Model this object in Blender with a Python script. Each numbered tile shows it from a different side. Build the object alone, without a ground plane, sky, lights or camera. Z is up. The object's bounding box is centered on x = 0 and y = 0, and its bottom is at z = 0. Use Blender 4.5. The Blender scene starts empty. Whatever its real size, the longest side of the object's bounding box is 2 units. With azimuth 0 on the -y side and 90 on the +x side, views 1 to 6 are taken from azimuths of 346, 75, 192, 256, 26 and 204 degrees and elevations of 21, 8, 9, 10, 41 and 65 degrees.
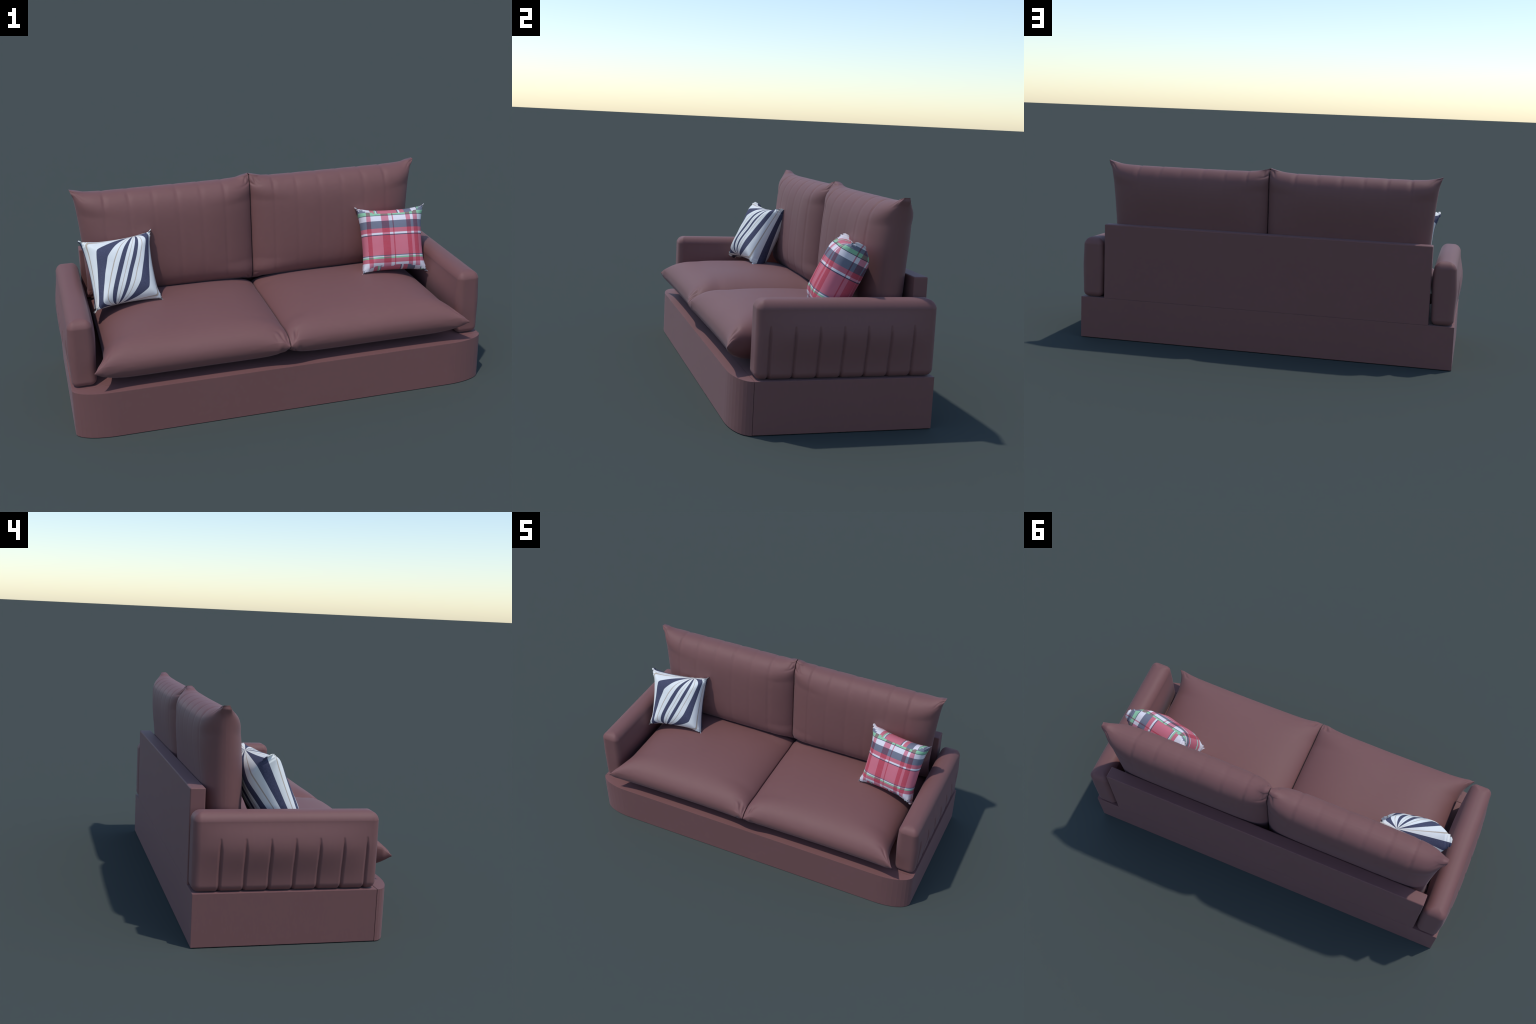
import bpy, bmesh, math, random
from math import sin, cos, pi, sqrt, exp
from mathutils import Vector, Matrix, noise

random.seed(7)
scene = bpy.context.scene
COL = scene.collection


# ------------------------------------------------------------------ nodes
class Nodes:
    """Tiny helper that wires shader nodes by plain function calls."""

    def __init__(self, name):
        self.mat = bpy.data.materials.new(name)
        self.mat.use_nodes = True
        self.t = self.mat.node_tree
        self.bsdf = self.t.nodes["Principled BSDF"]

    def node(self, kind, **props):
        n = self.t.nodes.new(kind)
        for k, v in props.items():
            setattr(n, k, v)
        return n

    def plug(self, socket, value):
        if isinstance(value, bpy.types.NodeSocket):
            self.t.links.new(value, socket)
        else:
            socket.default_value = value

    def math(self, op, a, b=0.0, c=None):
        n = self.node("ShaderNodeMath", operation=op)
        self.plug(n.inputs[0], a)
        self.plug(n.inputs[1], b)
        if c is not None:
            self.plug(n.inputs[2], c)
        return n.outputs[0]

    def mix(self, fac, a, b, blend="MIX"):
        n = self.node("ShaderNodeMix", data_type="RGBA", blend_type=blend)
        self.plug(n.inputs[0], fac)
        self.plug(n.inputs[6], a)
        self.plug(n.inputs[7], b)
        return n.outputs[2]

    def mixf(self, fac, a, b):
        n = self.node("ShaderNodeMix", data_type="FLOAT")
        self.plug(n.inputs[0], fac)
        self.plug(n.inputs[2], a)
        self.plug(n.inputs[3], b)
        return n.outputs[0]

    def noise(self, vec, scale, detail=3.0, rough=0.6):
        n = self.node("ShaderNodeTexNoise")
        self.plug(n.inputs["Vector"], vec)
        n.inputs["Scale"].default_value = scale
        n.inputs["Detail"].default_value = detail
        n.inputs["Roughness"].default_value = rough
        return n.outputs["Fac"]

    def scaled(self, vec, sx, sy, sz):
        n = self.node("ShaderNodeMapping")
        self.plug(n.inputs["Vector"], vec)
        n.inputs["Scale"].default_value = (sx, sy, sz)
        return n.outputs[0]

    def band(self, value, lo, hi):
        return self.math("MULTIPLY", self.math("GREATER_THAN", value, lo),
                         self.math("LESS_THAN", value, hi))

    def steps(self, value, lo, hi, start, stops):
        """Constant colour ramp over [lo, hi]; stops = [(position, colour)]."""
        n = self.node("ShaderNodeMapRange")
        self.plug(n.inputs["Value"], value)
        n.inputs["From Min"].default_value = lo
        n.inputs["From Max"].default_value = hi
        r = self.node("ShaderNodeValToRGB")
        self.plug(r.inputs[0], n.outputs[0])
        cr = r.color_ramp
        cr.interpolation = "CONSTANT"
        cr.elements.remove(cr.elements[1])
        cr.elements[0].position = 0.0
        cr.elements[0].color = start
        for p, c in stops:
            e = cr.elements.new((p - lo) / (hi - lo))
            e.color = c
        return r.outputs[0]

    def bump(self, height, strength, distance):
        n = self.node("ShaderNodeBump")
        self.plug(n.inputs["Height"], height)
        n.inputs["Strength"].default_value = strength
        n.inputs["Distance"].default_value = distance
        self.t.links.new(n.outputs[0], self.bsdf.inputs["Normal"])

    def object_coords(self):
        return self.node("ShaderNodeTexCoord").outputs["Object"]

    def xyz(self, vec):
        n = self.node("ShaderNodeSeparateXYZ")
        self.plug(n.inputs[0], vec)
        return n.outputs


def rgb(r, g, b):
    """sRGB 0-255 to linear RGBA"""
    f = lambda c: (c / 255 / 12.92) if c <= 10 else ((c / 255 + 0.055) / 1.055) ** 2.4
    return (f(r), f(g), f(b), 1.0)


def upholstery():
    n = Nodes("mauve_upholstery")
    v = n.object_coords()
    big = n.noise(v, 2.2, 3.0)
    brush = n.noise(n.scaled(v, 30, 110, 30), 1.0, 4.0)
    c = n.mix(big, rgb(*SOFA_A), rgb(*SOFA_B))
    c = n.mix(n.math("MULTIPLY", n.math("SUBTRACT", brush, 0.5), 0.35), c, rgb(*SOFA_C))
    n.plug(n.bsdf.inputs["Base Color"], c)
    n.bsdf.inputs["Roughness"].default_value = 0.62
    n.bsdf.inputs["Specular IOR Level"].default_value = 0.35
    n.bsdf.inputs["Sheen Weight"].default_value = 0.10
    n.bsdf.inputs["Sheen Roughness"].default_value = 0.45
    n.bsdf.inputs["Sheen Tint"].default_value = (0.85, 0.80, 0.95, 1)
    n.bump(n.noise(v, 420, 2.0), 0.10, 0.001)
    return n.mat


SOFA_A = (118, 79, 77)
SOFA_B = (122, 83, 82)
SOFA_C = (138, 97, 93)


def striped_cloth():
    """Navy and beige stripes running like meridians from a pole on the top
    seam to a pole on the bottom seam of the pillow."""
    n = Nodes("striped_cloth")
    v = n.object_coords()
    rot = n.node("ShaderNodeMapping")
    n.plug(rot.inputs["Vector"], v)
    rot.inputs["Location"].default_value = (STRIPE_OFF, 0.006, 0)
    rot.inputs["Rotation"].default_value = (0, -STRIPE_TILT, 0)
    o = n.xyz(rot.outputs[0])
    lon = n.math("ARCTAN2", o[0], n.math("MULTIPLY", o[1], -1.0))
    # the print is a little tighter on one half of the pillow
    lon = n.math("ADD", lon, n.math("MULTIPLY", n.math("COSINE", lon), STRIPE_SKEW))
    t = n.math("ADD", n.math("MULTIPLY", lon, STRIPE_COUNT / (2 * pi)), STRIPE_PHASE)
    fr = n.math("FRACT", n.math("ADD", t, 40.0))          # 0..1 inside one repeat
    d = n.math("ABSOLUTE", n.math("SUBTRACT", fr, 0.5))   # 0 at the navy, .5 at the beige
    navy = n.math("LESS_THAN", d, 0.185)
    beige = n.math("GREATER_THAN", d, 0.472)
    weave = n.noise(n.scaled(v, 500, 160, 160), 1.0, 2.0)
    cloud = n.noise(v, 18, 3.0)
    white = n.mix(cloud, rgb(222, 226, 226), rgb(236, 238, 235))
    blue = n.mix(weave, rgb(56, 59, 82), rgb(90, 93, 118))
    c = n.mix(navy, white, blue)
    c = n.mix(beige, c, rgb(188, 176, 162))
    n.plug(n.bsdf.inputs["Base Color"], c)
    n.bsdf.inputs["Roughness"].default_value = 0.85
    n.bsdf.inputs["Specular IOR Level"].default_value = 0.2
    n.bump(n.noise(v, 300, 2.0), 0.15, 0.001)
    return n.mat


STRIPE_TILT = math.radians(25)
STRIPE_OFF = -0.0155
STRIPE_COUNT = 9.0
STRIPE_PHASE = 0.0
STRIPE_SKEW = 0.2


PLAID_SHIFT = 0.022        # the side strips are cut a little further along


def plaid_cloth():
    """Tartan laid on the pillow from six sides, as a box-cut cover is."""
    n = Nodes("plaid_cloth")
    v = n.object_coords()
    o = n.xyz(v)
    nrm = n.node("ShaderNodeNewGeometry").outputs["True Normal"]
    tr = n.node("ShaderNodeVectorTransform", vector_type="NORMAL",
                convert_from="WORLD", convert_to="OBJECT")
    n.plug(tr.inputs[0], nrm)
    a = n.node("ShaderNodeVectorMath", operation="ABSOLUTE")
    n.plug(a.inputs[0], tr.outputs[0])
    na = n.xyz(a.outputs[0])
    top = n.math("MULTIPLY", n.math("GREATER_THAN", na[2], na[0]),
                 n.math("GREATER_THAN", na[2], na[1]))
    face = n.math("MULTIPLY", n.math("GREATER_THAN", na[1], na[0]),
                  n.math("SUBTRACT", 1.0, top))
    u = n.mixf(face, n.math("SUBTRACT", PLAID_SHIFT, o[1]),
                n.math("ADD", o[0], 0.012))
    w = n.mixf(top, n.math("ADD", o[2], 0.010), o[0])

    pink, white = rgb(206, 105, 120), rgb(228, 224, 230)
    slate, dark = rgb(108, 114, 129), rgb(70, 68, 88)
    green = rgb(140, 200, 158)
    bands = n.steps(w, -0.2, 0.2, white, [
        (-0.1085, pink), (-0.089, green), (-0.080, white), (-0.0765, slate),
        (-0.071, pink), (0.028, dark), (0.0325, white), (0.041, pink),
        (0.063, slate), (0.101, white), (0.127, dark), (0.130, green),
        (0.148, slate), (0.167, white)])
    warp = None
    for lo, hi in ((-0.118, -0.098), (-0.045, -0.008), (0.0095, 0.0155),
                   (0.079, 0.101), (0.115, 0.138)):
        b = n.band(u, lo, hi)
        warp = b if warp is None else n.math("ADD", warp, b)
    crossed = n.mix(1.0, bands, (0.83, 0.28, 0.35, 1.0), "MULTIPLY")
    c = n.mix(warp, bands, crossed)
    threads = n.noise(n.scaled(v, 420, 60, 60), 1.0, 3.0)
    weft = n.noise(n.scaled(v, 60, 60, 420), 1.0, 3.0)
    fleck = n.math("MULTIPLY", n.math("ADD", threads, weft), 0.5)
    c = n.mix(n.math("MULTIPLY", fleck, 0.28), c, rgb(150, 145, 165))
    n.plug(n.bsdf.inputs["Base Color"], c)
    n.bsdf.inputs["Roughness"].default_value = 0.85
    n.bsdf.inputs["Specular IOR Level"].default_value = 0.2
    n.bump(n.noise(v, 300, 2.0), 0.15, 0.001)
    return n.mat


# ------------------------------------------------------------------ meshes
def add_object(name, bm, mat, parent=None, matrix=None, angle=None):
    me = bpy.data.meshes.new(name)
    bmesh.ops.recalc_face_normals(bm, faces=bm.faces)
    bm.to_mesh(me)
    bm.free()
    me.materials.append(mat)
    for p in me.polygons:
        p.use_smooth = True
    ob = bpy.data.objects.new(name, me)
    COL.objects.link(ob)
    if matrix is not None:
        ob.matrix_world = matrix
    if parent is not None:
        ob.parent = parent
    if angle is not None:
        me.set_sharp_from_angle(angle=math.radians(angle))
        w = ob.modifiers.new("weighted_normals", "WEIGHTED_NORMAL")
        w.keep_sharp = True
        w.weight = 100
    return ob


def bevelled(bm, width, segments, edges=None):
    bmesh.ops.bevel(bm, geom=edges or bm.edges[:], offset=width, segments=segments,
                    profile=0.5, affect="EDGES", clamp_overlap=True)


def box_mesh(x0, x1, y0, y1, z0, z1):
    bm = bmesh.new()
    bmesh.ops.create_cube(bm, size=1.0)
    for v in bm.verts:
        v.co = ((x0 + x1) / 2 + v.co.x * (x1 - x0), (y0 + y1) / 2 + v.co.y * (y1 - y0),
                (z0 + z1) / 2 + v.co.z * (z1 - z0))
    return bm


def prism_mesh(outline, z0, z1):
    bm = bmesh.new()
    lo = [bm.verts.new((x, y, z0)) for x, y in outline]
    hi = [bm.verts.new((x, y, z1)) for x, y in outline]
    n = len(outline)
    for i in range(n):
        j = (i + 1) % n
        bm.faces.new((lo[i], lo[j], hi[j], hi[i]))
    bm.faces.new(hi)
    bm.faces.new(lo[::-1])
    return bm


def clustered(i, n, k):
    """-1..1, with samples gathered towards both ends by the share k"""
    t = -1 + 2 * i / n
    return (1 - k) * t + k * sin(t * pi / 2)


def pillow_mesh(nu, nv, cluster, shape):
    """Closed pillow: two nu x nv grids joined by a narrow rim.
    shape(s, t, side) -> Vector, side is +1 / -1 for the two faces."""
    bm = bmesh.new()
    S = [clustered(i, nu, cluster) for i in range(nu + 1)]
    T = [clustered(j, nv, cluster) for j in range(nv + 1)]
    grids = []
    for side in (1, -1):
        g = [[bm.verts.new(shape(s, t, side)) for t in T] for s in S]
        grids.append(g)
        for i in range(nu):
            for j in range(nv):
                bm.faces.new((g[i][j], g[i + 1][j], g[i + 1][j + 1], g[i][j + 1]))
    loop = ([(i, 0) for i in range(nu)] + [(nu, j) for j in range(nv)] +
            [(i, nv) for i in range(nu, 0, -1)] + [(0, j) for j in range(nv, 0, -1)])
    a, b = grids
    for k in range(len(loop)):
        (i, j), (p, q) = loop[k], loop[(k + 1) % len(loop)]
        bm.faces.new((a[i][j], a[p][q], b[p][q], b[i][j]))
    bmesh.ops.remove_doubles(bm, verts=bm.verts, dist=1e-6)
    return bm


def smooth(v, lo, hi):
    """Smooth step of v from lo to hi"""
    t = max(0.0, min(1.0, (v - lo) / (hi - lo)))
    return t * t * (3 - 2 * t)


def puff(s, t, p, q, P=None):
    """0 at the seam, 1 in the middle."""
    s, t = min(abs(s), 1), min(abs(t), 1)
    if P is None:
        return ((1 - s ** p) * (1 - t ** p)) ** q
    m = min((s ** P + t ** P) ** (1 / P), 1)
    return (1 - m ** p) ** q


# ------------------------------------------------------------------ sofa
fabric = upholstery()
sofa = bpy.data.objects.new("sofa", None)
COL.objects.link(sofa)
sofa["label"] = "two-seat mauve sofa with plump loose cushions on a plinth base"
sofa["category"] = "sofa"

BX, BACK, SEAM, FRONT, BZ = 0.983, 0.430, -0.333, -0.405, 0.219


def rim_height(s, t, tip, wall, start, end):
    """Half height of the wall round a pillow's edge: a blunt tip at each
    corner, widening behind it, fading out along the straight edges."""
    a, b = max(abs(s), abs(t)), min(abs(s), abs(t))
    grow = tip + (wall - tip) * smooth(1 - b, 0.0, 1 - end)
    return grow * smooth(b, start, end) * a ** 8


def build_base():
    bm = box_mesh(-BX, BX, SEAM, BACK, 0, BZ)
    bevelled(bm, 0.002, 2)
    add_object("base", bm, fabric, sofa, angle=40)
    # the front panel, its two ends rounded off in flat facets
    rx, ry, n = 0.185, FRONT - SEAM - 0.0015, 9
    cx, y0 = BX - rx, SEAM - 0.0015
    arc = [(cx + rx * cos(a), y0 + ry * sin(a)) for a in [pi / 2 * i / n for i in range(n + 1)]]
    outline = [(x, y) for x, y in arc] + [(-x, y) for x, y in reversed(arc)]
    ob = add_object("front_panel", prism_mesh(outline, 0, BZ), fabric, sofa)
    for p in ob.data.polygons:
        p.use_smooth = False


def build_backrest():
    # stands on the base; only a hairline shows between them
    bm = box_mesh(-0.855, 0.855, 0.366, BACK - 0.0006, BZ + 0.0008, 0.614)
    bevelled(bm, 0.006, 3, [e for e in bm.edges if max(v.co.z for v in e.verts) > 0.5])
    add_object("backrest", bm, fabric, sofa, angle=50)


ARM_Y0, ARM_Y1, ARM_Z0, ARM_Z1 = -0.331, 0.4305, BZ + 0.001, 0.540
GROOVES = [-0.277 + 0.1003 * i for i in range(7)]


def build_arm(side):
    """Upright slab: a domed lid along the top, a crease under it, sides puffed
    like stuffed panels and seven stitched channels on the outer side."""
    xi, xo, crease = 0.866, 0.977, 0.505
    hx, cx = (xo - xi) / 2, (xo + xi) / 2
    hy, cy = (ARM_Y1 - ARM_Y0) / 2, (ARM_Y1 + ARM_Y0) / 2
    hz, cz = (crease - ARM_Z0) / 2, (crease + ARM_Z0) / 2
    bm = bmesh.new()
    ny, nz, nx = 460, 90, 20

    def grid(fn, nu, nv):
        g = [[bm.verts.new(fn(-1 + 2 * i / nu, -1 + 2 * j / nv)) for j in range(nv + 1)] for i in range(nu + 1)]
        for i in range(nu):
            for j in range(nv):
                bm.faces.new((g[i][j], g[i + 1][j], g[i + 1][j + 1], g[i][j + 1]))

    grid(lambda u, v: (-1, u, v), ny, nz)
    grid(lambda u, v: (1, u, v), ny, nz)
    grid(lambda u, v: (u, -1, v), nx, nz)
    grid(lambda u, v: (u, 1, v), nx, nz)
    grid(lambda u, v: (u, v, -1), nx, ny)
    grid(lambda u, v: (u, v, 1), nx, ny)
    bmesh.ops.remove_doubles(bm, verts=bm.verts, dist=1e-5)
    R = 0.030

    def lid(x, y):
        # distance in from the rounded rim, 0 at the rim to 1 on the ridge
        ax, ay = max(abs(x) - (hx - R), 0), max(abs(y) - (hy - R), 0)
        e = min(hx - abs(x), hy - abs(y))
        if ax > 0 and ay > 0:
            e = R - sqrt(ax * ax + ay * ay)
        endness = smooth(abs(y), hy - 0.055, hy - 0.01)
        m = 1 - max(0.0, min(1.0, e / hx))
        # steep over the two ends, meeting the long sides at a clear angle
        c, k = 0.88 + 0.07 * endness, 2.6
        f = lambda q: (1 - (q * c) ** k) ** (1 / k)
        return (ARM_Z1 - crease) * (f(m) - f(1.0)) / (f(0.0) - f(1.0))

    for vert in bm.verts:
        u, v, w = vert.co
        px, py, pz = u * hx, v * hy, w * hz
        on_lid = w > 0.9999
        # rounded upright edges and rounded foot; the rim under the lid stays crisp
        q = Vector((max(-hx + R, min(hx - R, px)), max(-hy + R, min(hy - R, py)),
                    max(-hz + R, pz)))
        d = Vector((px, py, pz)) - q
        if d.length > 1e-9:
            # square corner patch -> quarter round, without bunching the grid
            d = d.normalized() * max(abs(d.x), abs(d.y), abs(d.z))
        p = q + d
        y, z = cy + p.y, cz + p.z
        if on_lid:
            p.z += lid(p.x, p.y)
        else:
            k = max(-1, min(1, p.x / (hx - 0.012)))      # +1 outer side, -1 inner side
            ws = abs(k) ** 1.5
            sg = 1 if k > 0 else -1
            fz = (z - ARM_Z0) / (crease - ARM_Z0)
            dome = (1 - abs(p.y / hy) ** 3.0) * max(0, sin(pi * max(0, fz) ** 1.5)) ** 1.5
            p.x += sg * ws * dome * (0.0225 if sg > 0 else 0.020)
            # channels: a fine point at the top, running down under the foot
            if sg > 0:
                up = smooth(0.443 - z, 0.0, 0.06)
                wid = 0.007 + 0.005 * up
                g = sum(max(0, 1 - abs(y - gy) / wid) ** 1.5 for gy in GROOVES)
                p.x -= ws * g * (0.003 * smooth(0.443 - z, 0.0, 0.012) + 0.0065 * up)
                ph = (y - GROOVES[0]) / 0.1003
                p.x += ws * 0.0015 * up * abs(sin(pi * ph)) ** 0.7
                p.z += 0.004 * g * smooth(0.27 - z, 0, 0.03)
        vert.co = (side * (cx + p.x), y, cz + p.z)
    add_object("armrest", bm, fabric, sofa)


def pucker(s, t, reach, seed):
    """A few narrow folds radiating from the nearest corner, 0..1"""
    ds, dt = 1 - abs(s), 1 - abs(t)
    d = sqrt(ds * ds + dt * dt)
    if d > 2.5 * reach:
        return 0.0
    a = math.atan2(dt, ds)
    rnd = random.Random(seed + 10 * (s > 0) + 20 * (t > 0))
    out = 0.0
    for i in range(4):
        at = (i + 0.3 + 0.5 * rnd.random()) / 4 * pi / 2
        far = reach * rnd.uniform(0.5, 1.2)
        bend = 0.25 * sin(d / reach * 3 + i)
        out += rnd.uniform(0.5, 1.0) * exp(-((a - at + bend) / 0.13) ** 2) * exp(-((d - far * 0.75) / (far * 0.5)) ** 2)
    return min(out, 1.0)


def ridge_wave(x, spacing, sharp=3.0):
    """Rounded lobes with a narrow valley every `spacing`."""
    f = abs(((x / spacing) % 1.0) - 0.5) * 2      # 1 in the valley, 0 on the lobe
    return f ** sharp


def build_seat_cushion(side):
    cx, y0, y1, zs = 0.442, -0.427, 0.34, 0.331
    hx, hy, cy = 0.440, (y1 - y0) / 2, (y0 + y1) / 2
    T = 0.110
    off = Vector((3.1 * side, 1.7, 0.4))

    def shape(s, t, face):
        # outline: straight, slightly hollow edges with a small ear at each corner
        sx, ty = abs(s), abs(t)
        if s > 0:
            ex = hx - 0.050 * (1 - ty ** 7) - 0.006 * (1 - t * t)
        else:
            ex = hx + 0.016 * (1 - ty ** 10)
        ey = hy - 0.016 * (1 - sx ** 9) - 0.006 * (1 - s * s)
        x, y = s * ex, t * ey
        ps = 4.0 + 6.0 * smooth(ty, 0.55, 0.97)
        h = (1 - min(sx, 1) ** ps) ** 0.5 * (1 - min(ty, 1) ** 3.8) ** 0.5
        h *= 1 + 0.05 * (1 - s * s) * (1 - t * t)
        z = face * sqrt((T * h) ** 2 + rim_height(s, t, 0.004, 0.020, 0.60, 0.92) ** 2)
        # soft folds running in from the corners, faint unevenness elsewhere
        z -= face * (0.021 if s < 0 else 0.012) * min(1, 1.5 * h) * pucker(s, t, 0.13, 40 + side + face)
        nz = noise.noise(Vector((x * 4, y * 4, face)) + off)
        z += face * 0.003 * nz * h
        x = cx + x
        z = zs + z
        # the inner flanks press flat against each other
        x = max(x, 0.0026)
        z = max(z, BZ + 0.001)
        return Vector((side * x, cy + y, z))

    add_object("seat_cushion", pillow_mesh(110, 100, 0.75, shape), fabric, sofa)


def build_back_cushion(side):
    z0, z1, cx, hx = 0.400, 0.945, 0.4405, 0.4395
    hz, cz = (z1 - z0) / 2, (z1 + z0) / 2
    T = 0.098
    off = Vector((0.7, 5.1 * side, 2.2))
    first = 0.142 if side < 0 else 0.110
    tucks = [(first + 0.1175 * i, d) for i, d in enumerate((0.9, 0.6, 0.7, 0.55, 0.75, 1.0))]

    def shape(s, t, face):
        sx, tz = abs(s), abs(t)
        taper = 0.022 * (1 - t) / 2                     # narrower at the foot
        if s > 0:
            ex = hx - taper * 1.6 - 0.012 * (1 - tz ** 9) - 0.008 * (1 - t * t)
        else:
            ex = hx + 0.014 * (1 - tz ** 14)
        ez = hz - (0.021 if t > 0 else 0.008) * (1 - sx ** 8)
        x, z = s * ex, t * ez
        # boxy sides towards the corners, a roof-like ridge running to each tip
        ps = 5.0 + 6.0 * smooth(tz, 0.55, 0.95)
        qt = 0.5 + 0.14 * smooth(sx, 0.75, 1.0) * (1.0 if t > 0 else 0.5)
        h = (1 - min(sx, 1) ** ps) ** 0.5 * (1 - min(tz, 1) ** 5.0) ** qt
        h *= 1 + 0.10 * (1 - s * s) * (1 - t * t) - 0.05 * t
        n = sqrt((T * h) ** 2 + rim_height(s, t, 0.013, 0.020, 0.80, 0.94) ** 2)
        soft = min(1, 1.6 * h)
        # upright tucks in the cover: a crisp line on one hand, a soft slope on
        # the other, firmest near the ends and where they roll over the top
        over = exp(-((t - 0.93) / 0.15) ** 2)
        wave = 0.0
        for at, deep in tucks:
            off_x = (cx + x - at) * side
            wide = 0.007 if off_x < 0 else 0.030
            wave += deep * max(0.0, 1 - abs(off_x) / wide) ** 1.5
        n -= soft * (0.0024 + 0.0034 * over) * wave
        z -= 0.0030 * wave * over * (1 - sx ** 6)
        n -= soft * (0.013 if s < 0 else 0.007) * pucker(s, t, 0.12, 70 + side + face)
        n += 0.003 * noise.noise(Vector((x * 5, z * 3, face)) + off) * h
        mid = 0.288 + 0.012 * t
        if face < 0:
            # the back presses flat on the backrest and swells again above it
            room = 0.3655 + 0.036 * smooth(cz + z, 0.58, 0.84) - mid
            n = (max(n, 1e-5) ** -7 + room ** -7) ** (-1 / 7)
        y = mid - face * n
        xx = max(cx + x, 0.0024)
        return Vector((side * xx, y, cz + z))

    add_object("back_cushion", pillow_mesh(140, 110, 0.75, shape), fabric, sofa)


build_base()
build_backrest()
for side in (-1, 1):
    build_arm(side)
    build_seat_cushion(side)
    build_back_cushion(side)


# ------------------------------------------------------------------ throw pillows
def frame(tl, tr, bl, br):
    tl, tr, bl, br = map(Vector, (tl, tr, bl, br))
    c = (tl + tr + bl + br) / 4
    x = ((tr - tl) + (br - bl)).normalized()
    z = ((tl - bl) + (tr - br)).normalized()
    y = z.cross(x).normalized()
    z = x.cross(y)
    m = Matrix((x, y, z)).transposed().to_4x4()
    m.translation = c
    return m


def build_throw_pillow(name, mat, matrix, label, seed):
    H, T = 0.174, 0.086
    off = Vector((seed, 2.0 * seed, 0.3))
    N = 44

    def shape(s, t, face):
        sx, tz = abs(s), abs(t)
        ex = H - 0.012 * (1 - tz ** 22) - 0.011 * (1 - t * t) + 0.004 * t
        ez = H - 0.012 * (1 - sx ** 22) - 0.011 * (1 - s * s)
        x, z = s * ex, t * ez
        h = puff(s, t, 3.6, 0.5, 24.0)
        n = sqrt((T * h) ** 2 + rim_height(s, t, 0.019, 0.032, 0.45, 0.88) ** 2)
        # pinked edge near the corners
        if max(sx, tz) > 0.995 and min(sx, tz) > 0.78:
            along = min(s, t, key=abs)
            k = min(range(N + 1), key=lambda i: abs(clustered(i, N, 0.25) - along))
            n += 0.0042 * (1 if k % 2 else -1)
        n += 0.0025 * noise.noise(Vector((x * 16, z * 16, face)) + off) * h
        return Vector((x, -face * n + 0.010 * h, z))

    ob = add_object(name, pillow_mesh(N, N, 0.25, shape), mat, matrix=matrix)
    ob["label"] = label
    ob["category"] = "throw pillow"
    return ob


build_throw_pillow("throw_pillow", striped_cloth(),
                   frame((-0.869, 0.122, 0.747), (-0.521, 0.186, 0.745),
                         (-0.834, -0.024, 0.435), (-0.502, 0.033, 0.434)),
                   "square white pillow with curving navy and beige stripes", 1.3)
build_throw_pillow("throw_pillow", plaid_cloth(),
                   frame((0.528, 0.185, 0.745), (0.875, 0.116, 0.749),
                         (0.510, 0.035, 0.431), (0.836, -0.026, 0.440)),
                   "square plaid pillow in red, pink, white, slate and green", 4.7)
